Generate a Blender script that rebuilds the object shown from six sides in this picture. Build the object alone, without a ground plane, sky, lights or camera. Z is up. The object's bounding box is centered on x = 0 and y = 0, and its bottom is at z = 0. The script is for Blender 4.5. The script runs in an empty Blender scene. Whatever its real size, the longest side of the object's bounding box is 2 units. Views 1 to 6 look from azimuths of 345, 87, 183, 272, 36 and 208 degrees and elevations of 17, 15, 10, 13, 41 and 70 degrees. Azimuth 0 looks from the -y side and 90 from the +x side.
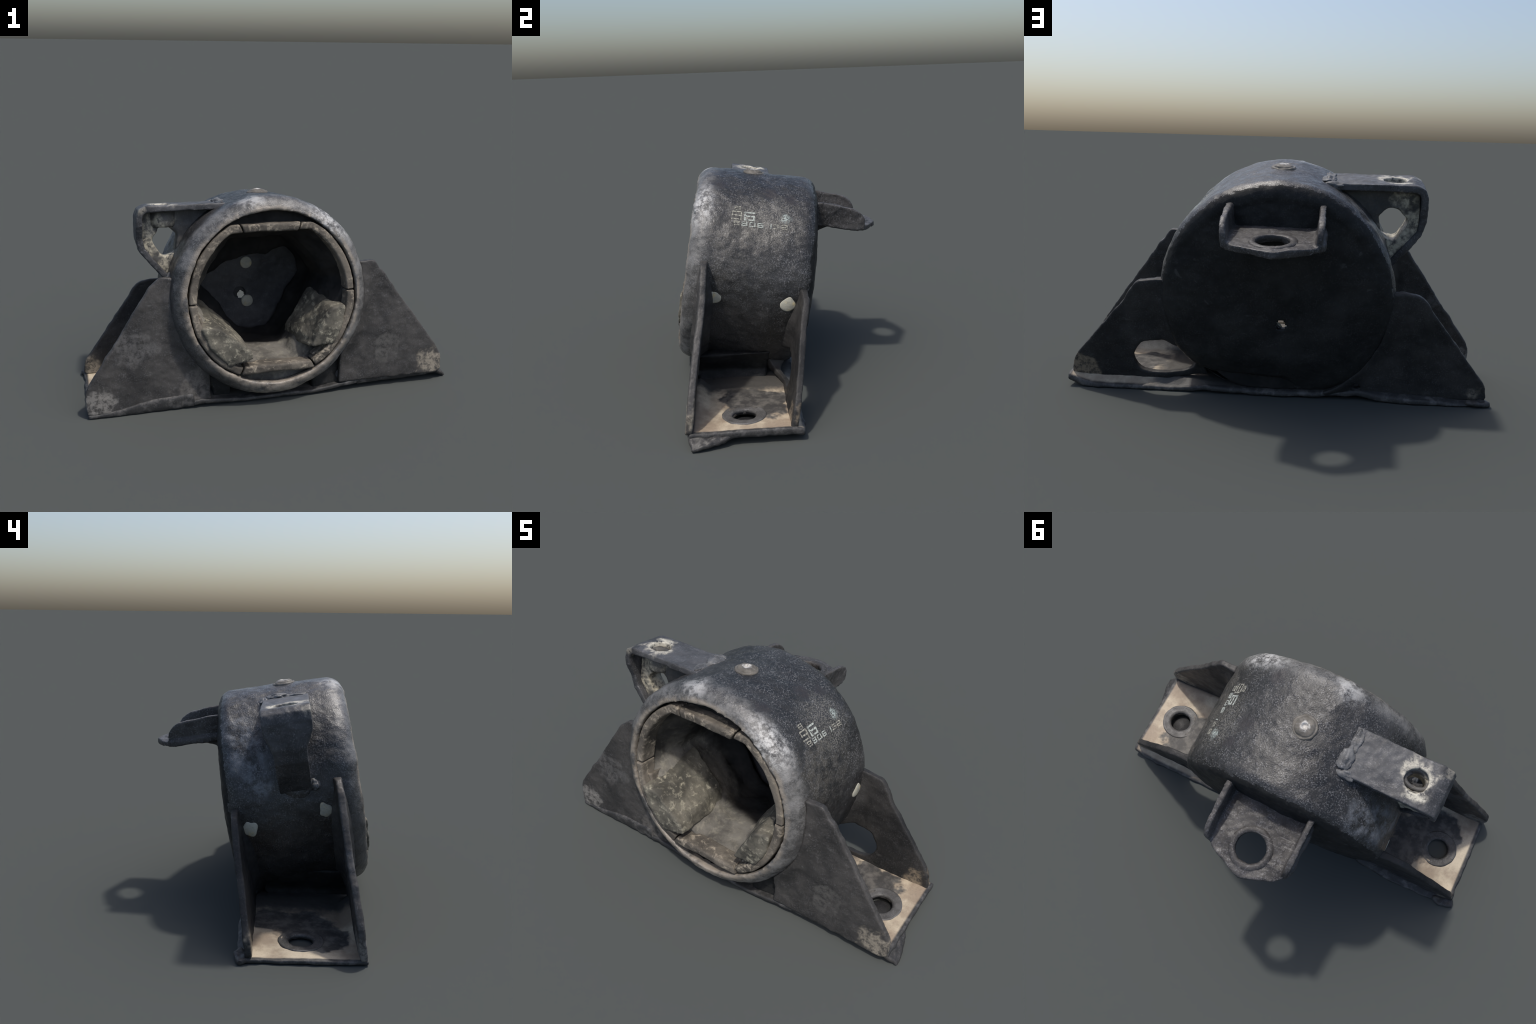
import bpy, bmesh, math, random
from mathutils import Vector, noise
random.seed(7)

# ------------------------------------------------------------------ frames
# The drum leans back by 9.4 degrees: local x, s (rearward along the axis), w (up)
TILT, YAW = math.radians(9.42), math.radians(0.93)
C = Vector((-0.0273, -0.1164, 0.5121))
AX = Vector((math.sin(YAW) * math.cos(TILT), math.cos(TILT) * math.cos(YAW), -math.sin(TILT)))
XX = AX.cross(Vector((0, 0, 1))).normalized()
ZZ = XX.cross(AX)
def D(x, s, w):
    return C + XX * x + AX * s + ZZ * w
def pol(r, ang, s):
    a = math.radians(ang)
    return D(r * math.cos(a), s, r * math.sin(a))
def loc(p):
    d = p - C
    return d.dot(XX), d.dot(AX), d.dot(ZZ)

def interp(t, pts):
    if t <= pts[0][0]: return pts[0][1]
    for (a, b), (c, d) in zip(pts, pts[1:]):
        if t <= c: return b + (d - b) * (t - a) / (c - a)
    return pts[-1][1]
def smooth01(a, b, t):
    t = max(0.0, min(1.0, (t - a) / (b - a)))
    return t * t * (3 - 2 * t)

# ------------------------------------------------------------------ mesh helpers
ROOT = bpy.data.objects.new("engine_mount_bracket", None)
bpy.context.collection.objects.link(ROOT)
ROOT["label"] = "worn dark steel engine mount with round drum, feet and rubber bushing"
ROOT["category"] = "car part"

def link(name, me, mat, parent=ROOT):
    ob = bpy.data.objects.new(name, me)
    me.name = name
    bpy.context.collection.objects.link(ob)
    ob.parent = parent
    if mat:
        me.materials.clear(); me.materials.append(mat)
    return ob

def bm_mesh(bm):
    bmesh.ops.recalc_face_normals(bm, faces=bm.faces)
    me = bpy.data.meshes.new("tmp"); bm.to_mesh(me); bm.free()
    return me

def evaluated(me, setup):
    ob = bpy.data.objects.new("tmp", me)
    bpy.context.collection.objects.link(ob)
    setup(ob)
    dg = bpy.context.evaluated_depsgraph_get()
    out = bpy.data.meshes.new_from_object(ob.evaluated_get(dg))
    bpy.data.objects.remove(ob)
    return out

def refine(me, voxel, smooth=2, cut=None):
    """cut holes, rebuild as an even fine skin with softly rounded edges"""
    cutters = []
    def setup(ob):
        for cm in (cut or []):
            co = bpy.data.objects.new("cutter", cm)
            bpy.context.collection.objects.link(co); cutters.append(co)
            m = ob.modifiers.new("b", 'BOOLEAN'); m.object = co; m.operation = 'DIFFERENCE'; m.solver = 'EXACT'
        m = ob.modifiers.new("r", 'REMESH'); m.mode = 'VOXEL'; m.voxel_size = voxel
        if smooth:
            m = ob.modifiers.new("s", 'SMOOTH'); m.iterations = smooth; m.factor = 0.5
    out = evaluated(me, setup)
    for c in cutters: bpy.data.objects.remove(c)
    return out

def warp(me, fn):
    for v in me.vertices: v.co = fn(v.co.copy())
    return me

def rough(me, layers, seed=0.0):
    """push the skin in and out along its normals by layered noise"""
    off = Vector((seed * 3.1, seed * 1.7, seed * 2.3))
    nrm = [v.normal.copy() for v in me.vertices]
    for v, n in zip(me.vertices, nrm):
        d = 0.0
        for freq, amp in layers:
            d += amp * noise.noise(v.co * freq + off)
        v.co += n * d
    return me

def shade(me):
    for p in me.polygons: p.use_smooth = True
    me.update()
    return me

def rounded(poly, rad, n=5):
    """round the corners of a closed polygon; rad may be a list"""
    out = []
    N = len(poly)
    for i in range(N):
        p = Vector(poly[i][:2]); a = Vector(poly[i - 1][:2]); b = Vector(poly[(i + 1) % N][:2])
        r = rad[i] if isinstance(rad, (list, tuple)) else rad
        if r <= 0:
            out.append((p.x, p.y)); continue
        da, db = (a - p), (b - p)
        r = min(r, da.length * .45, db.length * .45)
        pa, pb = p + da.normalized() * r, p + db.normalized() * r
        for k in range(n + 1):
            t = k / n
            q = pa * (1 - t) ** 2 + p * 2 * t * (1 - t) + pb * t * t
            out.append((q.x, q.y))
    return out

def circle(cx, cy, r, n=40, wob=0.0, seed=0):
    rnd = random.Random(seed)
    return [(cx + (r + rnd.uniform(-wob, wob)) * math.cos(2 * math.pi * i / n),
             cy + (r + rnd.uniform(-wob, wob)) * math.sin(2 * math.pi * i / n)) for i in range(n)]

def ragged(poly, step, amp, seed):
    """subdivide an outline and make it slightly uneven"""
    out = []
    N = len(poly)
    for i in range(N):
        a, b = Vector(poly[i]), Vector(poly[(i + 1) % N])
        k = max(1, int((b - a).length / step))
        for j in range(k):
            p = a.lerp(b, j / k)
            q = Vector((p.x * 22, p.y * 22, seed))
            p += Vector((noise.noise(q), noise.noise(q + Vector((31, 7, 0))))) * amp
            out.append((p.x, p.y))
    return out

def slab(outline, holes, thick):
    """flat plate in local u,v with thickness along n (centred)"""
    cu = bpy.data.curves.new("slab", 'CURVE')
    cu.dimensions = '2D'; cu.fill_mode = 'BOTH'; cu.extrude = thick / 2
    for pts in [outline] + list(holes):
        sp = cu.splines.new('POLY'); sp.points.add(len(pts) - 1)
        for q, p in zip(sp.points, pts): q.co = (p[0], p[1], 0, 1)
        sp.use_cyclic_u = True
    ob = bpy.data.objects.new("slab", cu)
    bpy.context.collection.objects.link(ob)
    dg = bpy.context.evaluated_depsgraph_get()
    me = bpy.data.meshes.new_from_object(ob.evaluated_get(dg))
    bpy.data.objects.remove(ob); bpy.data.curves.remove(cu)
    bm = bmesh.new(); bm.from_mesh(me)
    bmesh.ops.remove_doubles(bm, verts=bm.verts, dist=1e-5)
    return bm_mesh(bm)

def revolve(profile, n=160, closed=True, place=None):
    """profile of (s, r) around the drum axis"""
    bm = bmesh.new()
    place = place or (lambda r, a, s: pol(r, a, s))
    rings = []
    for s, r in profile:
        if r < 1e-6: rings.append([bm.verts.new(place(0, 0, s))])
        else: rings.append([bm.verts.new(place(r, 360.0 * i / n, s)) for i in range(n)])
    pairs = list(zip(rings, rings[1:]))
    if closed: pairs.append((rings[-1], rings[0]))
    for a, b in pairs:
        if len(a) == 1 and len(b) == 1: continue
        for i in range(n):
            j = (i + 1) % n
            if len(a) == 1: bm.faces.new((a[0], b[i], b[j]))
            elif len(b) == 1: bm.faces.new((a[i], a[j], b[0]))
            else: bm.faces.new((a[i], a[j], b[j], b[i]))
    return bm_mesh(bm)

def prism_s(poly, s0, s1, poly1=None):
    """polygon of (x, w) drum coordinates extruded along the drum axis"""
    bm = bmesh.new()
    poly1 = poly1 or poly
    a = [bm.verts.new(D(x, s0, w)) for x, w in poly]
    b = [bm.verts.new(D(x, s1, w)) for x, w in poly1]
    bm.faces.new(a); bm.faces.new(b[::-1])
    for i in range(len(a)):
        j = (i + 1) % len(a)
        bm.faces.new((a[i], b[i], b[j], a[j]))
    return bm_mesh(bm)

def cyl_cut(center, axis, r, h, n=32):
    bm = bmesh.new()
    q = Vector((0, 0, 1)).rotation_difference(axis)
    bmesh.ops.create_cone(bm, cap_ends=True, segments=n, radius1=r, radius2=r, depth=h)
    for v in bm.verts: v.co = q @ v.co + center
    return bm_mesh(bm)

def join(meshes):
    bm = bmesh.new()
    for m in meshes: bm.from_mesh(m)
    me = bpy.data.meshes.new("tmp"); bm.to_mesh(me); bm.free()
    return me

# ------------------------------------------------------------------ materials
class Nodes:
    def __init__(self, name):
        self.mat = bpy.data.materials.new(name); self.mat.use_nodes = True
        self.t = self.mat.node_tree; self.t.nodes.clear()
        self.out = self.t.nodes.new('ShaderNodeOutputMaterial')
        self.b = self.t.nodes.new('ShaderNodeBsdfPrincipled')
        self.t.links.new(self.b.outputs[0], self.out.inputs[0])
        self.co = self.t.nodes.new('ShaderNodeTexCoord').outputs['Object']
    def n(self, kind, **kw):
        nd = self.t.nodes.new(kind)
        for k, v in kw.items(): setattr(nd, k, v)
        return nd
    def put(self, sock, v):
        if isinstance(v, bpy.types.NodeSocket): self.t.links.new(v, sock)
        elif v is not None: sock.default_value = v
    def math(self, op, a, b=None, c=None, clamp=False):
        nd = self.n('ShaderNodeMath', operation=op, use_clamp=clamp)
        for i, v in enumerate((a, b, c)): self.put(nd.inputs[i], v)
        return nd.outputs[0]
    def vec(self, op, a, b=None):
        nd = self.n('ShaderNodeVectorMath', operation=op)
        self.put(nd.inputs[0], a)
        if b is not None: self.put(nd.inputs[1], b)
        return nd.outputs['Value'] if op in ('DOT_PRODUCT', 'LENGTH', 'DISTANCE') else nd.outputs[0]
    def noise(self, scale, detail=4, rough=0.6, co=None, dist=0.0):
        nd = self.n('ShaderNodeTexNoise'); self.put(nd.inputs['Vector'], co or self.co)
        nd.inputs['Scale'].default_value = scale; nd.inputs['Detail'].default_value = detail
        nd.inputs['Roughness'].default_value = rough; nd.inputs['Distortion'].default_value = dist
        return nd.outputs[0]
    def ramp(self, v, lo, hi, a=0.0, b=1.0):
        nd = self.n('ShaderNodeMapRange', interpolation_type='SMOOTHSTEP')
        self.put(nd.inputs[0], v)
        for i, x in enumerate((lo, hi, a, b)): self.put(nd.inputs[i + 1], x)
        return nd.outputs[0]
    def mix(self, f, a, b):
        nd = self.n('ShaderNodeMix', data_type='RGBA')
        self.put(nd.inputs[0], f)
        for i, v in ((6, a), (7, b)):
            self.put(nd.inputs[i], (*v, 1) if isinstance(v, tuple) and len(v) == 3 else v)
        return nd.outputs[2]
    def near(self, p, r0, r1, wob=0.0, scale=14):
        """1 inside r0 of point p, 0 beyond r1, with an uneven border"""
        d = self.vec('DISTANCE', self.co, tuple(p))
        if wob:
            d = self.math('ADD', d, self.math('MULTIPLY', self.math('SUBTRACT', self.noise(scale, 3), 0.5), wob))
        return self.ramp(d, r0, r1, 1.0, 0.0)
    def drum(self):
        d = self.vec('SUBTRACT', self.co, tuple(C))
        return self.vec('DOT_PRODUCT', d, tuple(XX)), self.vec('DOT_PRODUCT', d, tuple(AX)), self.vec('DOT_PRODUCT', d, tuple(ZZ))
    def done(self, col, rough, bump=None, strength=0.3, dist=0.004, metal=0.0, spec=0.5):
        self.put(self.b.inputs['Base Color'], (*col, 1) if isinstance(col, tuple) else col)
        self.put(self.b.inputs['Roughness'], rough)
        self.put(self.b.inputs['Metallic'], metal)
        self.put(self.b.inputs['Specular IOR Level'], spec)
        if bump is not None:
            bp = self.n('ShaderNodeBump'); bp.inputs['Strength'].default_value = strength
            bp.inputs['Distance'].default_value = dist
            self.put(bp.inputs['Height'], bump); self.put(self.b.inputs['Normal'], bp.outputs[0])
        return self.mat

BLACK = (0.030, 0.031, 0.033); GREY = (0.115, 0.115, 0.125); PALE = (0.33, 0.33, 0.35)
BEIGE = (0.50, 0.43, 0.33); BROWN = (0.13, 0.115, 0.095)

def drum_material():
    m = Nodes("worn_steel_drum")
    x, s, w = m.drum()
    big = m.noise(4.0, 4, 0.6); mid = m.noise(18, 5, 0.65); fine = m.noise(150, 3, 0.7)
    col = m.mix(m.ramp(big, .35, .68), (.014, .0138, .0135), (.038, .037, .036))
    speck = m.math('MULTIPLY', m.ramp(fine, .50, .64), m.ramp(mid, .28, .66))
    speck = m.math('MULTIPLY', speck, m.ramp(m.math('ADD', w, m.math('MULTIPLY', m.math('SUBTRACT', big, .5), .5)), -.05, .22, .40, 1.0))
    col = m.mix(m.math('MULTIPLY', speck, .72), col, (.215, .212, .212))
    # bare metal worn on the rolled front edge
    edge = m.ramp(m.math('ADD', s, m.math('MULTIPLY', m.math('SUBTRACT', mid, .5), .10)), -.235, -.325)
    edge = m.math('MULTIPLY', edge, m.ramp(m.noise(12, 6, .72), .38, .60, .25, 1.0))
    edge = m.math('MULTIPLY', edge, m.ramp(m.vec('DISTANCE', m.co, tuple(pol(.5, -150, -.3))), .15, .62, .35, 1.0))  # lower-left of the rim dimmed in colour to show its shade
    col = m.mix(m.math('MULTIPLY', edge, .8), col, (.20, .196, .188))
    hot = m.math('MULTIPLY', m.near(pol(.50, 50, -.33), .02, .20, .10), m.ramp(m.noise(38, 6, .75), .40, .62))  # hot and hot2: bright rim highlights painted into the base colour
    hot = m.math('MULTIPLY', hot, m.ramp(s, -.22, -.30))
    hot2 = m.math('MULTIPLY', m.near(pol(.50, 101, -.31), .01, .10, .06), m.ramp(m.noise(26, 5, .7), .38, .6))
    col = m.mix(m.math('MAXIMUM', hot, m.math('MULTIPLY', hot2, .7)), col, (.50, .495, .48))
    # scraped pale patches beside the side bracket
    for p, r in ((pol(.52, 150, .13), .15), (pol(.52, 135, .16), .12), (pol(.52, 165, .10), .10)):
        f = m.math('MULTIPLY', m.near(p, .02, r, .08, 20), m.ramp(m.noise(14, 6, .7), .36, .62))
        col = m.mix(m.math('MULTIPLY', f, .65), col, (.24, .26, .29))
    sp = m.math('MULTIPLY', m.near(pol(.52, 43, .02), .08, .19, .10, 15), m.ramp(m.noise(170, 3, .8), .50, .60))
    col = m.mix(m.math('MULTIPLY', sp, .6), col, (.25, .235, .20))
    sp = m.math('MULTIPLY', m.near(pol(.52, 44.5, .10), .012, .035, .04, 30), m.ramp(m.noise(90, 3, .8), .42, .56))
    col = m.mix(sp, col, (.36, .41, .38))
    warm = m.math('MULTIPLY', m.near(pol(.52, 25, -.12), .05, .25, .2, 8), m.ramp(mid, .4, .62))
    col = m.mix(m.math('MULTIPLY', warm, .5), col, (.115, .105, .088))
    # dark oily smudges
    for p, r in ((pol(.52, 66, -.235), .055), (pol(.52, 62, .02), .06), (pol(.52, 58, .12), .05)):
        col = m.mix(m.near(p, .01, r, .06, 25), col, (.03, .027, .027))
    # dusty lower front band
    dust = m.math('MULTIPLY', m.near(D(0.03, -.33, -.46), .05, .30, .1), m.ramp(mid, .35, .6))
    col = m.mix(m.math('MULTIPLY', dust, .6), col, (.42, .36, .29))
    # dirt packed on the inner edge of the rolled lip
    r = m.math('SQRT', m.math('ADD', m.math('MULTIPLY', x, x), m.math('MULTIPLY', w, w)))
    lip = m.math('MULTIPLY', m.ramp(m.math('ADD', r, m.math('MULTIPLY', m.math('SUBTRACT', big, .5), .05)), .478, .455), m.ramp(s, -.30, -.33))
    lip = m.math('MULTIPLY', lip, m.ramp(m.noise(11, 5, .65), .36, .58))
    col = m.mix(m.math('MULTIPLY', lip, .75), col, (.30, .26, .21))
    bump = m.math('ADD', fine, m.math('MULTIPLY', mid, 1.5))
    return m.done(col, m.ramp(mid, .3, .7, .46, .26), bump, .55, .0035, 0.0, .5)

def steel_material(name, a=(.028, .028, .029), b=(.07, .068, .068), patches=(), seed=0.0, speck=.35, spec=.36):
    m = Nodes(name)
    m.co = m.vec('ADD', m.co, (0, 0, 0))
    shift = m.vec('ADD', m.co, (seed, seed * .7, 0))
    big = m.noise(5, 5, .62, co=shift); mid = m.noise(22, 5, .65, co=shift); fine = m.noise(140, 3, .7)
    col = m.mix(m.ramp(big, .34, .68), a, b)
    col = m.mix(m.math('MULTIPLY', m.math('MULTIPLY', m.ramp(fine, .48, .68), m.ramp(mid, .3, .7)), speck), col, (.24, .235, .24))
    for p, r, c, k in patches:
        f = m.math('MULTIPLY', m.near(p, r * .55, r * .95, r * 2.6, 9), m.ramp(m.noise(34, 6, .75), .36, .58))
        col = m.mix(m.math('MULTIPLY', f, k), col, c)
    # thin pale scratches
    wv = m.n('ShaderNodeMapping'); m.put(wv.inputs[0], shift); wv.inputs['Rotation'].default_value = (.4, .9, .5); wv.inputs['Scale'].default_value = (3, 90, 14)
    scr = m.math('MULTIPLY', m.ramp(m.noise(1.6, 2, .5, co=wv.outputs[0]), .66, .74), m.ramp(m.noise(9, 2, co=shift), .50, .66))
    col = m.mix(m.math('MULTIPLY', scr, min(.55, speck * 1.6)), col, (.20, .195, .19))
    bump = m.math('ADD', m.math('MULTIPLY', fine, .6), m.math('MULTIPLY', mid, 1.6))
    return m.done(col, m.ramp(mid, .3, .7, .60, .42), bump, .4, .003, 0.0, spec)

def rubber_material(name, a, b, c):
    m = Nodes(name)
    big = m.noise(6, 5, .62); mid = m.noise(26, 6, .7, dist=.4); fine = m.noise(160, 3, .7)
    col = m.mix(m.ramp(big, .36, .66), a, b)
    col = m.mix(m.math('MULTIPLY', m.ramp(mid, .50, .70), .75), col, c)
    col = m.mix(m.math('MULTIPLY', m.ramp(fine, .5, .75), .3), col, (.05, .045, .04))
    bump = m.math('ADD', m.math('MULTIPLY', fine, .6), m.math('MULTIPLY', mid, 2))
    return m.done(col, .8, bump, .4, .004, 0, .3)

M_DRUM = drum_material()
M_IN = steel_material("dark_inner_steel", (.016, .016, .017), (.036, .036, .036), speck=.1, spec=.15)
M_REAR = steel_material("rear_steel_with_baked_shade", (.016, .0165, .0165), (.031, .031, .030), seed=3, speck=.10, spec=.16)
M_PLATE = steel_material("back_plate_steel", (.038, .038, .040), (.075, .073, .072), seed=9, speck=.15, spec=.2)
M_FLANGE = steel_material("scuffed_steel_plate", (.030, .029, .028), (.066, .062, .058), seed=1.3, speck=.25, patches=[
    ((.91, -.44, .12), .10, (.30, .265, .21), .95), ((-.93, -.45, .07), .10, (.30, .285, .26), .6),
    ((-.74, -.41, .34), .11, (.15, .145, .14), .5), ((-.45, -.45, .10), .12, (.18, .165, .15), .5), ((.62, -.43, .22), .10, (.13, .125, .115), .5),
    ((.90, .04, .07), .09, (.28, .225, .16), .75), ((-.94, -.02, .06), .10, (.36, .31, .24), .6)])
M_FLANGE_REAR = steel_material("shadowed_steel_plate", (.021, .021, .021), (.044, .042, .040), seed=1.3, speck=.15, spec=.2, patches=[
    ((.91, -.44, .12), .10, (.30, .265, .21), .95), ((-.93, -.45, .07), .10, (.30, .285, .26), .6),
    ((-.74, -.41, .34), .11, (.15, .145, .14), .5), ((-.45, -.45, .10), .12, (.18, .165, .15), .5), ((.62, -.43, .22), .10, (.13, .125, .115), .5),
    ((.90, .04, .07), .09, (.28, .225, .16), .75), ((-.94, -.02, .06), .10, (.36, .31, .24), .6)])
M_TAB = steel_material("pitted_steel_tab", (.030, .028, .027), (.075, .071, .068), seed=5, speck=.65)
M_STRAP = steel_material("strap_steel", (.034, .035, .037), (.085, .086, .09), seed=2, speck=.5, patches=[
    ((-.555, -.11, .99), .10, (.52, .485, .40), .9), ((-.57, -.07, .985), .07, (.55, .52, .43), .9), ((-.66, -.2, 1.0), .04, (.4, .37, .3), .5)])
M_WEB = steel_material("dusty_web_plate", (.05, .05, .05), (.10, .095, .085), seed=4, speck=.2, patches=[
    ((-.62, -.13, .80), .16, (.48, .44, .34), 1.0), ((-.56, -.13, .70), .12, (.48, .44, .34), 1.0)])
M_RING = rubber_material("dusty_rubber_rim", (.065, .058, .049), (.18, .158, .128), (.46, .40, .31))
M_LUG = rubber_material("dusty_rubber_lug", (.060, .057, .048), (.17, .157, .125), (.46, .43, .33))
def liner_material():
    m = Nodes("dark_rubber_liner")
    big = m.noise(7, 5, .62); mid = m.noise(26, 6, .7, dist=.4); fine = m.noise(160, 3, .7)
    dark = m.mix(m.ramp(big, .36, .66), (.013, .013, .013), (.030, .028, .026))  # near-black bakes in cavity shadow; paler mix below where sunlight gets in
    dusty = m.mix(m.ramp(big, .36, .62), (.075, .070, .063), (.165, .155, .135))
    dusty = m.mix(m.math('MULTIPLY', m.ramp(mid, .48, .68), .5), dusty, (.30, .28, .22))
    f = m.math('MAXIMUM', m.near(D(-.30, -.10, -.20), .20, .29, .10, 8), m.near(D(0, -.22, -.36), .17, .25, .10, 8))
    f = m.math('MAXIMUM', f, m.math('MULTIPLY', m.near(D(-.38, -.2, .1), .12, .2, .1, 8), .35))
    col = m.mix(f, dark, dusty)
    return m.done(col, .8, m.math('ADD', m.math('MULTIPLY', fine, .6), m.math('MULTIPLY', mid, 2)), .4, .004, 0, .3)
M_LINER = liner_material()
M_RIVET = steel_material("bare_rivet_steel", (.06, .054, .045), (.17, .155, .13), seed=6, speck=.6, patches=[(D(-.004, -.066, .545), .03, (.62, .60, .56), .9)])
M_WELD = steel_material("weld_metal", (.024, .024, .024), (.15, .153, .155), seed=7, speck=1.0)
M_PALE = rubber_material("pale_marker_paint", (.36, .35, .29), (.50, .48, .39), (.56, .46, .24))

def base_material():
    m = Nodes("base_plate_beige_and_oil")
    mid = m.noise(20, 5, .65); fine = m.noise(150, 3, .7)
    xyz = m.n('ShaderNodeSeparateXYZ'); m.put(xyz.inputs[0], m.co)
    col = m.mix(m.ramp(m.noise(5, 4), .4, .65), (.30, .235, .17), (.54, .46, .34))
    for p, r in (((.70, -.14, .05), .17), ((.66, -.10, .055), .12), ((-.70, -.20, .02), .17), ((-.80, -.28, .02), .13), ((-.63, -.05, .02), .12), ((.62, -.2, .04), .14)):
        col = m.mix(m.near(p, r * .72, r * .92, r * .9, 12), col, m.mix(m.ramp(mid, .4, .65), (.045, .043, .041), (.12, .112, .10)))
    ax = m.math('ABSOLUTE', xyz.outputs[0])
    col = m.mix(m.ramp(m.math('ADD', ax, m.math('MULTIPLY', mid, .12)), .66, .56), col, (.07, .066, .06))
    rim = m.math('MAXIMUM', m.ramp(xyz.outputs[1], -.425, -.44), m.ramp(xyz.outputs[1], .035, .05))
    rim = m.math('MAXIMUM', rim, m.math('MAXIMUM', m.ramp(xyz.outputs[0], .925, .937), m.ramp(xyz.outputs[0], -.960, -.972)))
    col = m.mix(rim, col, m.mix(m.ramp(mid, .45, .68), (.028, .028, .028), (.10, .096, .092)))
    col = m.mix(m.math('MULTIPLY', m.ramp(fine, .5, .7), .25), col, (.12, .105, .085))
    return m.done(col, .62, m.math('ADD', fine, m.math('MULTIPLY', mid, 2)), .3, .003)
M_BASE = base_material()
M_COLLAR = steel_material("collar_steel", (.05, .048, .046), (.14, .136, .13), seed=8, speck=.5)
M_INK = Nodes("faded_stencil_ink")
M_INK = M_INK.done(M_INK.mix(M_INK.ramp(M_INK.noise(110, 3, .7), .36, .54), (.08, .079, .076), (.40, .43, .39)), .8)
M_INK2 = Nodes("worn_stencil_ink")
M_INK2 = M_INK2.done(M_INK2.mix(M_INK2.ramp(M_INK2.noise(110, 3, .7), .42, .60), (.075, .073, .068), (.36, .35, .29)), .8)

# ------------------------------------------------------------------ drum
RF, RR, SF, SR = .5174, .5255, -.358, .270
def arc(cs, cr, rad, a0, a1, n):
    return [(cs + rad * math.sin(math.radians(a0 + (a1 - a0) * i / n)),
             cr + rad * math.cos(math.radians(a0 + (a1 - a0) * i / n))) for i in range(n + 1)]
prof = [(SR, 0), (SR, .30)]
prof += arc(SR - .068, RR - .068, .068, 90, 0, 8)
prof += arc(SF + .085, RF - .085, .085, 0, -82, 12)
prof += [(-.335, .441), (-.30, .445), (-.28, .485), (.225, .487), (.245, .46), (.246, 0)]
me = revolve(prof, 180, closed=False)
me = refine(me, .0075, 2)
def settle(p):
    x, s, w = loc(p)
    lo = .006 if math.hypot(x, w) > .505 else .024
    if p.z < lo + .02:
        t = p.z - lo - .02
        p.z = lo + .02 * math.exp(t / .02) if t < 0 else p.z
    return p
def dome(x, w):
    return .037 * max(0.0, 1 - (math.hypot(x, w + .03) / .47) ** 3)
def belly(p):
    x, s, w = loc(p)
    tuck = (.05 * smooth01(-.26, -.44, w) + .09 * smooth01(-.36, -.46, w) * smooth01(-.1, .06, x)) * smooth01(-.38, -.1, x)
    return p + AX * (dome(x, w) - tuck) * smooth01(.15, .24, s)
warp(me, belly)
def pierce(me, p, d, r):
    """punch a small hole through both skins of the rear wall and line it"""
    bm = bmesh.new(); bm.from_mesh(me)
    gone = []
    for f in bm.faces:
        q = f.calc_center_median() - p
        t = q.dot(d)
        if abs(t) < .12 and (q - d * t).length < r: gone.append(f)
    bmesh.ops.delete(bm, geom=gone, context='FACES')
    rim = [e for e in bm.edges if e.is_boundary]
    bmesh.ops.bridge_loops(bm, edges=rim)
    bm.to_mesh(me); bm.free()
pierce(me, Vector((-.054, .160, .366)), Vector((.16, .95, -.25)).normalized(), .023)
warp(me, settle)
rough(me, [(5, .006), (14, .004), (38, .0018), (70, .0010)], 1)
# sort faces: outer skin, inner skin
drum = link("drum_housing", shade(me), M_DRUM)
me.materials.append(M_IN); me.materials.append(M_REAR)
for p in me.polygons:
    x, s, w = loc(p.center); r = math.hypot(x, w)
    n = p.normal
    radial = (XX * x + ZZ * w).normalized() if r > 1e-4 else ZZ
    if -.31 < s < .32 and (n.dot(AX) < -.5 or n.dot(radial) < -.5) and r < .5: p.material_index = 1
    elif s > .235 and n.dot(AX) > .6: p.material_index = 2

from mathutils.bvhtree import BVHTree
SKIN = BVHTree.FromPolygons([v.co for v in me.vertices], [tuple(p.vertices) for p in me.polygons])
def skin_r(ang, s):
    """radius of the finished drum skin in a direction"""
    o = pol(.7, ang, s); d = (pol(0, ang, s) - o).normalized()
    hit = SKIN.ray_cast(o, d)
    return .7 - hit[3] if hit[0] else RF

# ------------------------------------------------------------------ rubber bushing
def ring_r(ang, side, top, bot):
    sn = math.sin(math.radians(ang))
    r = side
    if sn > .3: r = min(r, top / sn)
    if sn < -.3: r = min(r, bot / -sn)
    return r
def segment(a0, a1, s0, s1, rin, rout, n):
    bm = bmesh.new(); rows = []
    for i in range(n + 1):
        a = a0 + (a1 - a0) * i / n
        ri, ro = rin(a), rout(a)
        rows.append([bm.verts.new(pol(ri + .006, a, s0)), bm.verts.new(pol(ro - .006, a, s0)), bm.verts.new(pol(ro, a, s0 + .008)),
                     bm.verts.new(pol(ro, a, s1)), bm.verts.new(pol(ri, a, s1)), bm.verts.new(pol(ri, a, s0 + .008))])
    for a, b in zip(rows, rows[1:]):
        for k in range(6):
            bm.faces.new((a[k], a[(k + 1) % 6], b[(k + 1) % 6], b[k]))
    bm.faces.new(rows[0]); bm.faces.new(rows[-1][::-1])
    return bm_mesh(bm)
rin = lambda a: ring_r(a, .392, .336, .345)
rout = lambda a: ring_r(a, .434, .378, .386)
notch = [-61, 1.5, 68, 113.5, 181.5, 244.5]
for k, a0 in enumerate(notch):
    a1 = notch[(k + 1) % 6] + (360 if k == 5 else 0)
    g = .45
    ds = [-.014, -.006, -.012, -.008, -.014, -.02][k]
    me = segment(a0 + g, a1 - g, -.344 + ds, -.262, rin, rout, max(8, int((a1 - a0) / 2)))
    me = refine(me, .005, 3)
    rough(me, [(9, .006), (40, .0015)], 3 + k)
    link("rubber_rim_segment", shade(me), M_RING)
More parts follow.
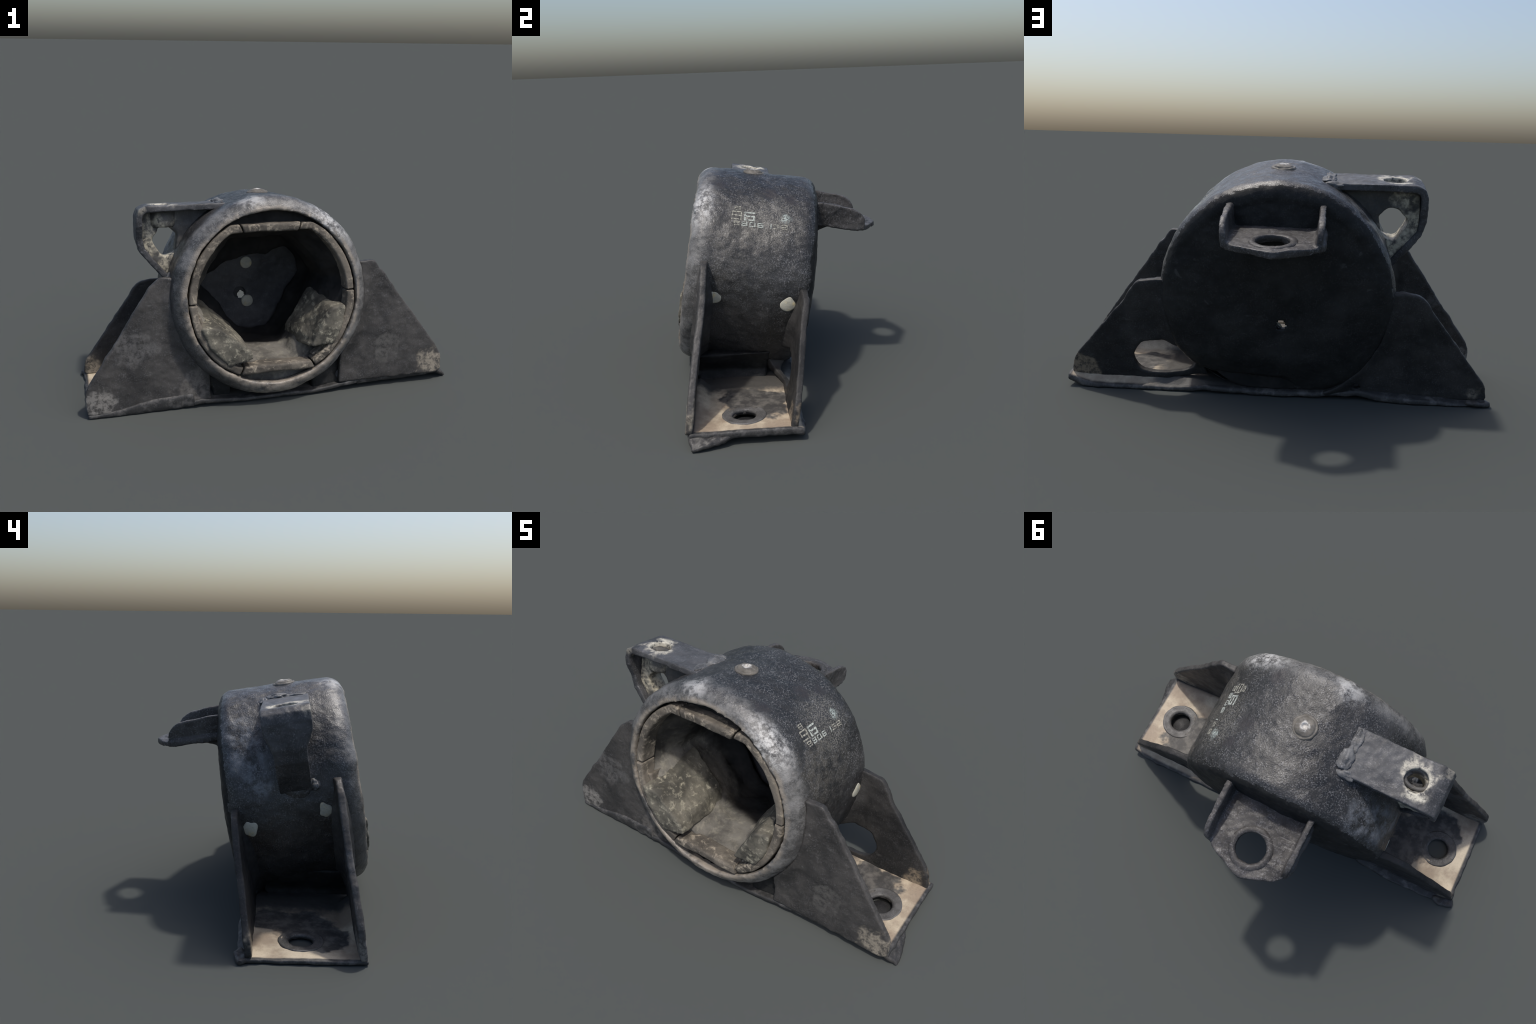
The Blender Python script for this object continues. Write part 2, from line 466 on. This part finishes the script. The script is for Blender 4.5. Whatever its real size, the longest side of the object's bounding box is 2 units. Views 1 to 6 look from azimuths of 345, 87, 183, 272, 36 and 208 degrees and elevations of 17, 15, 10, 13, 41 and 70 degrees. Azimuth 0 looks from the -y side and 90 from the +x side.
# inner ledge following the lower half of the rim
for a0, a1 in ((192, 241), (-58, -10)):
    me = segment(a0, a1, -.322, -.20, lambda a: ring_r(a, .378, 1, .34), lambda a: .40, 36)
    me = refine(me, .006, 1); rough(me, [(10, .006), (40, .0025)], 11)
    link("rubber_ledge", shade(me), M_RING)

# liner: rubber wall that closes in towards a three-armed opening at the back
ARMS = [(-180, .285), (-165, .235), (-147, .21), (-128, .225), (-113, .262), (-104, .288), (-75, .29), (-67, .288), (-44, .24), (-17, .228), (5, .30), (20, .308),
        (36, .288), (46, .225), (51, .18), (89, .14), (119, .135), (162, .205), (176, .28), (180, .285)]
# rubber masses: direction of the flat face, and its distance from the axis along s
MASS = [(90, [(-.30, .352), (-.22, .335), (-.10, .29), (.25, .26)]),
        (147, [(-.30, .40), (-.22, .37), (-.12, .31), (.04, .30), (.25, .27)]),
        (38, [(-.30, .40), (-.24, .36), (-.16, .31), (.02, .30), (.12, .31)]),
        (-134, [(-.30, .325), (-.15, .30), (-.02, .28), (.08, .30), (.25, .31)]),
        (-32, [(-.30, .335), (-.15, .275), (-.05, .26), (.10, .285), (.25, .26)]),
        (180, [(-.30, .42), (.0, .40), (.10, .31), (.25, .27)]),
        (-90, [(-.30, .362), (-.20, .345), (-.10, .315), (.25, .30)])]
def liner_r(a, s):
    a = (a + 180) % 360 - 180
    wall = .402
    rs = [wall]
    for na, line in MASS:
        cs = math.cos(math.radians(a - na))
        if cs > .3: rs.append(interp(s, line) / cs)
    # soft minimum keeps the valleys between the masses rounded
    front = -.012 * math.log(sum(math.exp(-(r - wall) / .012) for r in rs)) + wall
    f = smooth01(.16, .237, s)
    return front + (min(front, interp(a, ARMS)) - front) * f
bm = bmesh.new()
NA, S0, S1, NS = 200, -.285, .238, 60
grid = []
for j in range(NS + 1):
    s = S0 + (S1 - S0) * j / NS
    grid.append([bm.verts.new(pol(liner_r(360 * i / NA - 180, s), 360 * i / NA - 180, s)) for i in range(NA)])
outer = [[bm.verts.new(pol(.468, 360 * i / NA - 180, s)) for i in range(NA)] for s in (S1, S0)]
rows = grid + outer
for a, b in zip(rows, rows[1:] + rows[:1]):
    for i in range(NA):
        j = (i + 1) % NA
        bm.faces.new((a[i], a[j], b[j], b[i]))
me = refine(bm_mesh(bm), .008, 2)
rough(me, [(6, .014), (18, .007), (60, .002)], 21)
def keep_up(p):
    p.z = max(p.z, .03); return p
warp(me, keep_up)
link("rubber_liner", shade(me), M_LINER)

# two blunt lugs standing in from the lower rim
for poly, back, s1, seed in (
    ([(-.378, -.128), (-.29, -.135), (-.128, -.262), (-.115, -.305), (-.245, -.335), (-.345, -.22)],
     [(-.40, -.06), (-.33, -.045), (-.16, -.20), (-.13, -.30), (-.245, -.34), (-.37, -.20)], -.02, 31),
    ([(.378, -.065), (.305, -.078), (.215, -.225), (.190, -.270), (.315, -.268), (.37, -.15)],
     [(.40, -.02), (.28, -.02), (.14, -.22), (.14, -.30), (.34, -.28), (.40, -.12)], -.03, 37)):
    me = prism_s(rounded(poly, .012, 4), -.368, s1, rounded(back, .012, 4))
    me = refine(me, .006, 5)
    rough(me, [(7, .011), (26, .004), (80, .0012)], seed)
    link("rubber_lug", shade(me), M_LUG)

# three-armed plate on the back wall with two pale dots
arms = [((r + .03) * math.cos(math.radians(a)), (r + .03) * math.sin(math.radians(a))) for a, r in ARMS[:-1]]
me = refine(slab(arms, [circle(-.040, -.086, .034, 12)], .02), .007, 2)
warp(me, lambda p: D(p.x, .243 + p.z + dome(p.x, p.y), p.y))
rough(me, [(8, .008), (30, .003)], 41)
link("back_plate", shade(me), M_PLATE)
def disc(center, normal, r, h, seed, wob=.08, squash=1.0):
    bm = bmesh.new(); n = 28
    q = Vector((0, 0, 1)).rotation_difference(normal)
    rnd = [r * (1 + wob * noise.noise(Vector((math.cos(6.283 * i / n) * .8, math.sin(6.283 * i / n) * .8, seed + .37)))) for i in range(n)]
    rings = []
    for rr, z in ((1, -h), (1, h * .4), (.86, h)):
        rings.append([bm.verts.new(center + q @ Vector((rnd[i] * rr * math.cos(6.283 * i / n), rnd[i] * rr * squash * math.sin(6.283 * i / n), z))) for i in range(n)])
    for a, b in zip(rings, rings[1:]):
        for i in range(n): bm.faces.new((a[i], a[(i + 1) % n], b[(i + 1) % n], b[i]))
    bm.faces.new(rings[-1]); bm.faces.new(rings[0][::-1])
    return bm_mesh(bm)
for x, w in ((.001, .095), (.002, -.135)):
    link("paint_dot", shade(disc(D(x, .231 + dome(x, w), w), -AX, .036, .009, x)), M_PALE)

# ------------------------------------------------------------------ folded steel base
TOP = [(-1.0, .018), (-.88, .021), (-.75, .027), (-.62, .034), (-.50, .042), (-.40, .045), (-.2, .03), (.2, .03), (.40, .05), (.50, .058), (.62, .057), (.75, .058), (.95, .063), (1.0, .066)]
THK = [(-1.0, .018), (-.5, .03), (-.2, .02), (.2, .022), (.95, .034)]
base_out = [(-.985, -.455), (-.60, -.462), (-.38, -.468), (-.15, -.478), (.2, -.478), (.42, -.468), (.955, -.455), (.945, .048), (.80, .060), (.50, .058), (.36, .062), (.2, .07),
            (.0, .075), (-.3, .065), (-.4, .065), (-.62, .09), (-.85, .085), (-.985, .066)]
me = slab(ragged(base_out, .03, .008, 3), [circle(.79, -.212, .058, 20, .003, 1), circle(-.818, -.185, .056, 18, .003, 2)], .02)
me = refine(me, .0055, 1)
def lay(p):
    k = (p.z + .01) / .02
    top = interp(p.x, TOP) + .004 * noise.noise(Vector((p.x * 6, p.y * 6, 2)))
    th = interp(p.x, THK)
    edge = -.010 * smooth01(.05, .085, p.y) - .040 * smooth01(.0, .05, p.y) * smooth01(.2, .5, p.x) * smooth01(1.0, .8, p.x)
    if abs(p.x) > .45: edge += (k * .042 * smooth01(-.365, -.425, p.y) - .006 * smooth01(-.40, -.45, p.y)) * smooth01(.95, .6, abs(p.x))
    return Vector((p.x, p.y, max(0.0, top - th * (1 - k) + edge)))
warp(me, lay)
rough(me, [(25, .002), (70, .001)], 5)
warp(me, lambda p: Vector((p.x, p.y, max(p.z, .0005))))
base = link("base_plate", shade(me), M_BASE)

# pressed collar round each bolt hole, and a dark disc down the right one
for cx, cy, r in ((.79, -.212, .058), (-.818, -.185, .056)):
    zt = interp(cx, TOP)
    pr = [(-.022, r - .001), (-.004, r - .004), (.002, r + .003), (.003, r + .014), (.001, r + .03), (.004, r + .037), (.001, r + .043), (-.006, r + .044), (-.022, r + .03)]
    if zt < .03: pr = [(max(a, -.014), b) for a, b in pr]
    slope = .058 if cx > 0 else .0
    me = revolve(pr, 48, True, lambda rr, a, s: Vector((cx + rr * math.cos(math.radians(a)), cy + rr * math.sin(math.radians(a)),
                                                       zt + s + slope * rr * math.cos(math.radians(a)))))
    rough(me, [(40, .0025)], cx)
    link("hole_collar", shade(me), M_COLLAR)
me = disc(Vector((.79, -.212, .014)), Vector((0, 0, 1)), .056, .008, 4)
link("dark_hole_disc", shade(me), M_IN)

# side flanges: leaning trapezoids whose inner edge follows the drum
def flange_plane(y0, z0, y1, z1):
    d = Vector((0, y1 - y0, z1 - z0)).normalized()
    o = Vector((0, y0, z0)) - d * (z0 / d.z)
    return lambda u, v, n: o + Vector((u, 0, 0)) + d * v + Vector((0, -d.z, d.y)) * n
def drum_edge(place, side, v0, v1, r, n=14):
    pts = []
    for i in range(n + 1):
        v = v0 + (v1 - v0) * i / n
        x, s, w = loc(place(0, v, 0))
        h = math.sqrt(max(.0004, r * r - w * w))
        pts.append((C.x + side * h, v))
    return pts
front = flange_plane(-.460, .03, -.362, .69)
front_l = flange_plane(-.436, .03, -.338, .69)
rear = flange_plane(-.004, .02, .104, .54)
rear_l = flange_plane(.032, .02, .116, .54)
def flange(place, pts, rad, inner, holes, seed, inner_sign, thick=.032):
    outline = rounded(pts, rad, 5) + inner
    top_v = max(q[1] for q in pts)
    outline = ragged(outline, .025, .006, seed)
    me = refine(slab(outline, holes, thick), .006, 2)
    def put(p):
        bow = .010 * noise.noise(Vector((p.x * 3, p.y * 3, seed)))
        x, s, w = loc(place(p.x, p.y, 0))
        fill = smooth01(.60, .505, math.hypot(x, w))          # weld fillet against the drum
        inward = (p.z > 0) == (inner_sign > 0)
        k = (.046 if inward else .022) * fill * fill * (.12 + .88 * smooth01(top_v - .02, top_v - .22, p.y))
        if seed == 55: bow += .05 * smooth01(.50, .30, p.x) * smooth01(.25, .08, p.y)
        return place(p.x, p.y, p.z + bow + (k if p.z > 0 else -k))
    warp(me, put)
    rough(me, [(22, .003), (60, .0012)], seed)
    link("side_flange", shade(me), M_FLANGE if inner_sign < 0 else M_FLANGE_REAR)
# front right / front left / rear right / rear left
e = drum_edge(front, 1, .705, .085, .506)
flange(front, [(.34, .05), (.945, .045), (.955, .155), (.60, .645), (.545, .712), (.49, .705)], [0, .03, .05, .03, .05, 0],
       [q for q in e if q[0] > .335], [], 51, -1)
e = drum_edge(front_l, -1, .68, .045, .506)
flange(front_l, [(-.36, .012), (-.985, .012), (-.997, .13), (-.65, .640), (-.59, .690), (-.55, .685)], [0, .02, .05, .03, .05, 0],
       [q for q in e if q[0] < -.355], [], 53, -1)
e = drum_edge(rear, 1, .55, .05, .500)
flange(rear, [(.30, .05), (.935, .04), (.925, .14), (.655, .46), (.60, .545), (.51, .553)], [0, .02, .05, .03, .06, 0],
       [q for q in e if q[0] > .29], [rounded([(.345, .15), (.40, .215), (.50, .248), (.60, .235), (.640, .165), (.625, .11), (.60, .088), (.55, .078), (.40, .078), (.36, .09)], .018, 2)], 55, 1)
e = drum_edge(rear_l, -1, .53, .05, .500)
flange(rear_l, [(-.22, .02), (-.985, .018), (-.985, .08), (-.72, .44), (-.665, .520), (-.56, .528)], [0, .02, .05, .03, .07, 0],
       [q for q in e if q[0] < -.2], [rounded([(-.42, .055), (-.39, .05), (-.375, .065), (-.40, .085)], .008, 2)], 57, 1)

# weld-filled root between drum and base inside each foot
for xs, y0, y1, seed in (([(-.43, .19), (-.385, .12), (-.345, .07), (-.35, .03), (-.25, .02), (-.25, .10), (-.38, .20)], -.43, -.02, 58),
                         ([(.40, .19), (.355, .12), (.33, .08), (.36, .04), (.2, .02), (.2, .10), (.33, .20)], -.44, -.09, 59)):
    bm = bmesh.new()
    rows = [[bm.verts.new((x, y + .15 * (z - .05), z)) for x, z in xs] for y in (y0, y1)]
    bm.faces.new(rows[0]); bm.faces.new(rows[1][::-1])
    for i in range(len(xs)):
        j = (i + 1) % len(xs)
        bm.faces.new((rows[0][i], rows[1][i], rows[1][j], rows[0][j]))
    me = refine(bm_mesh(bm), .007, 4)
    rough(me, [(9, .012), (40, .002)], seed)
    link("weld_root", shade(me), M_REAR)

# torn flaps of metal left on the base corners
for pts, seed in (([(.93, -.45, .05), (.985, -.435, .012), (.975, -.36, .022), (.945, -.28, .035)], 61),
                  ([(-.97, .03, .012), (-.995, .066, .010), (-.93, .085, .012), (-.90, .07, .012)], 62)):
    bm = bmesh.new()
    for p in pts:
        bmesh.ops.create_icosphere(bm, subdivisions=2, radius=.012)
    vs = list(bm.verts); k = len(vs) // len(pts)
    for i, v in enumerate(vs): v.co += Vector(pts[i // k])
    h = bmesh.ops.convex_hull(bm, input=bm.verts)
    bmesh.ops.delete(bm, geom=[g for g in h['geom_interior'] + h['geom_unused'] if isinstance(g, bmesh.types.BMVert)], context='VERTS')
    me = refine(bm_mesh(bm), .004, 1)
    rough(me, [(40, .006)], seed)
    warp(me, lambda p: Vector((max(-1.0, min(1.0, p.x)), p.y, max(p.z, 0.0))))
    link("torn_flap", shade(me), M_FLANGE)

# ------------------------------------------------------------------ rear tab (channel with a bolt hole)
tab = rounded([(-.206, .25), (-.206, .485), (-.16, .545), (-.06, .575), (.0, .602), (.07, .575), (.155, .535), (.205, .49), (.205, .25)],
              [0, .04, .03, .03, .02, .03, .03, .03, 0])
tab = [(x - .009, y + .020) for x, y in ragged(tab, .02, .006, 9)]
floor = slab(tab, [circle(-.005, .480, .070, 22, .002, 5)], .030)
warp(floor, lambda p: D(p.x, p.y, .330 + p.z))
def cheek(x):
    pl = rounded([(.25, .31), (.25, .425), (.30, .428), (.46, .415), (.515, .38), (.525, .31)], [0, 0, .02, .05, .03, .01])
    m = slab(pl, [], .026)
    lean = .10 if x > 0 else -.10
    return warp(m, lambda p: D(x + p.z + lean * (p.y - .32), p.x + .008, p.y + .012))
root = prism_s(rounded([(-.215, .335), (-.215, .27), (.205, .27), (.205, .335)], .02), .25, .275, rounded([(-.215, .335), (-.215, .27), (.205, .27), (.205, .335)], .02))
bm = bmesh.new()   # fillet wedge under the tab
prf = [(.255, .31), (.255, .245), (.275, .265), (.30, .290), (.34, .308), (.36, .315)]
rows = [[bm.verts.new(D(x, s, w)) for s, w in prf] for x in (-.19, .165)]
bm.faces.new(rows[0]); bm.faces.new(rows[1][::-1])
for i in range(len(prf)):
    j = (i + 1) % len(prf)
    bm.faces.new((rows[0][i], rows[1][i], rows[1][j], rows[0][j]))
fil = bm_mesh(bm)
me = refine(join([floor, cheek(.185), cheek(-.187), fil]), .0055, 3)
rough(me, [(14, .005), (40, .0025), (90, .001)], 71)
tab_ob = link("rear_tab", shade(me), M_TAB)
pr = [(-.02, .070), (.0, .069), (.004, .073), (.006, .082), (.004, .098), (-.01, .104), (-.02, .09)]
me = revolve(pr, 40, True, lambda rr, a, s: D(-.005 + rr * math.cos(math.radians(a)), .480 + rr * math.sin(math.radians(a)), .343 + s))
rough(me, [(50, .003)], 3)
link("hole_collar", shade(me), M_TAB, tab_ob)

# ------------------------------------------------------------------ side bracket: bent strap, web, boss, weld
path = [(-.20, .464), (-.42, .465), (-.60, .463), (-.632, .450), (-.643, .42), (-.645, .31), (-.632, .250), (-.565, .165), (-.485, .075)]
def strap(path, half, half_w):
    bm = bmesh.new(); rows = []
    fine = []
    for (a, b), (c, d) in zip(path, path[1:]):
        for k in range(5): fine.append((a + (c - a) * k / 5, b + (d - b) * k / 5))
    fine.append(path[-1])
    for i, p in enumerate(fine):
        a, b = Vector(fine[max(0, i - 1)]), Vector(fine[min(len(fine) - 1, i + 1)])
        t = (b - a).normalized(); n = Vector((-t.y, t.x))
        s0, s1 = half_w(i / (len(fine) - 1))
        o, q = Vector(p) - n * half, Vector(p) + n * half
        rows.append([bm.verts.new(D(o.x, s0, o.y)), bm.verts.new(D(o.x, s1, o.y)), bm.verts.new(D(q.x, s1, q.y)), bm.verts.new(D(q.x, s0, q.y))])
    for a, b in zip(rows, rows[1:]):
        for k in range(4): bm.faces.new((a[k], a[(k + 1) % 4], b[(k + 1) % 4], b[k]))
    bm.faces.new(rows[0]); bm.faces.new(rows[-1][::-1])
    return bm_mesh(bm)
def strap_width(t):
    f = smooth01(.53, .64, t)
    return -.18 + .040 * f, .038 - .030 * f
me = strap(path, .016, strap_width)
hole_c = D(-.516, -.072, .47)
me = refine(me, .0055, 3, [cyl_cut(hole_c, ZZ, .052, .12, 26)])
rough(me, [(12, .004), (45, .002)], 81)
br = link("side_bracket", shade(me), M_STRAP)
web = [(-.63, .455), (-.22, .455), (-.32, .38), (-.42, .285), (-.48, .16), (-.50, .09), (-.56, .16), (-.63, .25)]
hole = rounded([(-.582, .30), (-.535, .358), (-.485, .362), (-.44, .325), (-.46, .225), (-.525, .210)], .018, 3)
me = slab(web, [hole], .098)
warp(me, lambda p: D(p.x, -.055 + p.z, p.y))
me = refine(me, .006, 4, [cyl_cut(D(-.516, -.072, .42), ZZ, .040, .16, 24)])   # bolt hole runs on into the web
rough(me, [(12, .008), (40, .002)], 83)
link("web_plate", shade(me), M_WEB, br)
pr = [(.0, .048), (.0, .070), (-.085, .066), (-.095, .058), (-.095, .036), (-.03, .040)]
me = revolve(pr, 36, True, lambda rr, a, s: D(-.516 + rr * math.cos(math.radians(a)), -.085 + rr * .7 * math.sin(math.radians(a)), .458 + s))
rough(me, [(30, .004)], 5)
link("threaded_boss", shade(me), M_WEB, br)
# weld bead where the strap runs into the drum
def blob(center, rx, rs, rw, seed, amp=.35):
    bm = bmesh.new(); bmesh.ops.create_icosphere(bm, subdivisions=4, radius=1)
    for v in bm.verts:
        k = 1 + amp * noise.noise(v.co * 1.6 + Vector((seed, 0, 0))) + .12 * noise.noise(v.co * 5 + Vector((0, seed, 0)))
        v.co = D(center[0] + v.co.x * rx * k, center[1] + v.co.y * rs * k, center[2] + v.co.z * rw * k)
    return bm_mesh(bm)
for cc, r3, sd in (((-.215, -.035, .478), (.035, .055, .020), 1), ((-.225, -.12, .472), (.03, .06, .017), 2), ((-.235, .032, .465), (.05, .022, .022), 3)):
    link("weld_bead", shade(blob(cc, *r3, sd)), M_WELD, br)
link("weld_bead", shade(blob((-.495, -.15, .10), .03, .03, .03, 4)), M_WELD, br)
me = refine(blob((-.492, -.065, .085), .032, .080, .055, 6, .15), .006, 2)
link("weld_bead", shade(rough(me, [(20, .004)], 8)), M_DRUM, br)

# ------------------------------------------------------------------ rivet on the crown
pr = [(-.02, .056), (.0, .056), (.004, .052), (.004, .046), (.009, .043), (.014, .034), (.016, .022), (.017, .016), (.008, .009), (.008, 0)]
me = revolve(pr, 40, False, lambda rr, a, s: D(-.004 + rr * math.cos(math.radians(a)), -.066 + rr * math.sin(math.radians(a)), skin_r(90, -.066) + s))
bm = bmesh.new(); bm.from_mesh(me); bmesh.ops.subdivide_edges(bm, edges=bm.edges, cuts=1); me = bm_mesh(bm)
rough(me, [(35, .004), (80, .0015)], 9)
link("rivet", shade(me), M_RIVET)

# ------------------------------------------------------------------ pale paint dots on the sides
for ang, s, r, sq in ((-1, .151, .033, 1), (-2.5, -.2, .033, 1.0), (-178, -.178, .034, .8), (-174, .165, .042, .9)):
    p = pol(skin_r(ang, s) - .001, ang, s); nrm = (pol(1, ang, s) - pol(0, ang, s)).normalized()
    link("paint_dot", shade(disc(p, nrm, r, .005, ang, .55, sq)), M_PALE)

# ------------------------------------------------------------------ stencilled numerals wrapped on the drum
SEG = {'0': 'abcdef', '1': 'bc', '2': 'abged', '5': 'afgcd', '6': 'afgedc', '8': 'abcdefg', '9': 'abcdfg'}
BAR = {'a': ((0, 1), (1, 1)), 'b': ((1, .5), (1, 1)), 'c': ((1, 0), (1, .5)), 'd': ((0, 0), (1, 0)), 'e': ((0, 0), (0, .5)), 'f': ((0, .5), (0, 1)), 'g': ((0, .5), (1, .5))}
def numeral(ch, s0, ang0, width, height, stroke, mat):
    """height and width in metres on the drum surface; strokes are thin raised bars"""
    bm = bmesh.new()
    for b in SEG[ch]:
        (x0, y0), (x1, y1) = BAR[b]
        p0, p1 = Vector((x0 * width, y0 * height)), Vector((x1 * width, y1 * height))
        t = (p1 - p0).normalized(); n = Vector((-t.y, t.x)) * stroke / 2
        p0 -= t * stroke / 2; p1 += t * stroke / 2
        K = 4; rows = []
        for k in range(K + 1):
            q = p0.lerp(p1, k / K)
            row = []
            for sg, lift in ((1, -.005), (1, .0012), (-1, .0012), (-1, -.005)):
                u = q + n * sg
                s = s0 + u.x
                an = ang0 + math.degrees(u.y / .52)
                row.append(bm.verts.new(pol(skin_r(an, s) + lift, an, s)))
            rows.append(row)
        for a, c in zip(rows, rows[1:]):
            for k in range(4): bm.faces.new((a[k], a[(k + 1) % 4], c[(k + 1) % 4], c[k]))
        bm.faces.new(rows[0]); bm.faces.new(rows[-1][::-1])
    link("stencil_numeral", bm_mesh(bm), mat)
numeral('9', -.160, 41.6, .044, .042, .007, M_INK2)
numeral('6', -.098, 41.6, .044, .042, .008, M_INK)
numeral('8', -.150, 47.3, .026, .020, .005, M_INK2)
for i, ch in enumerate('9806152'):
    numeral(ch, -.148 + .0388 * i, 38.0, .024, .020, .0048, M_INK if 0 < i < 5 else M_INK2)
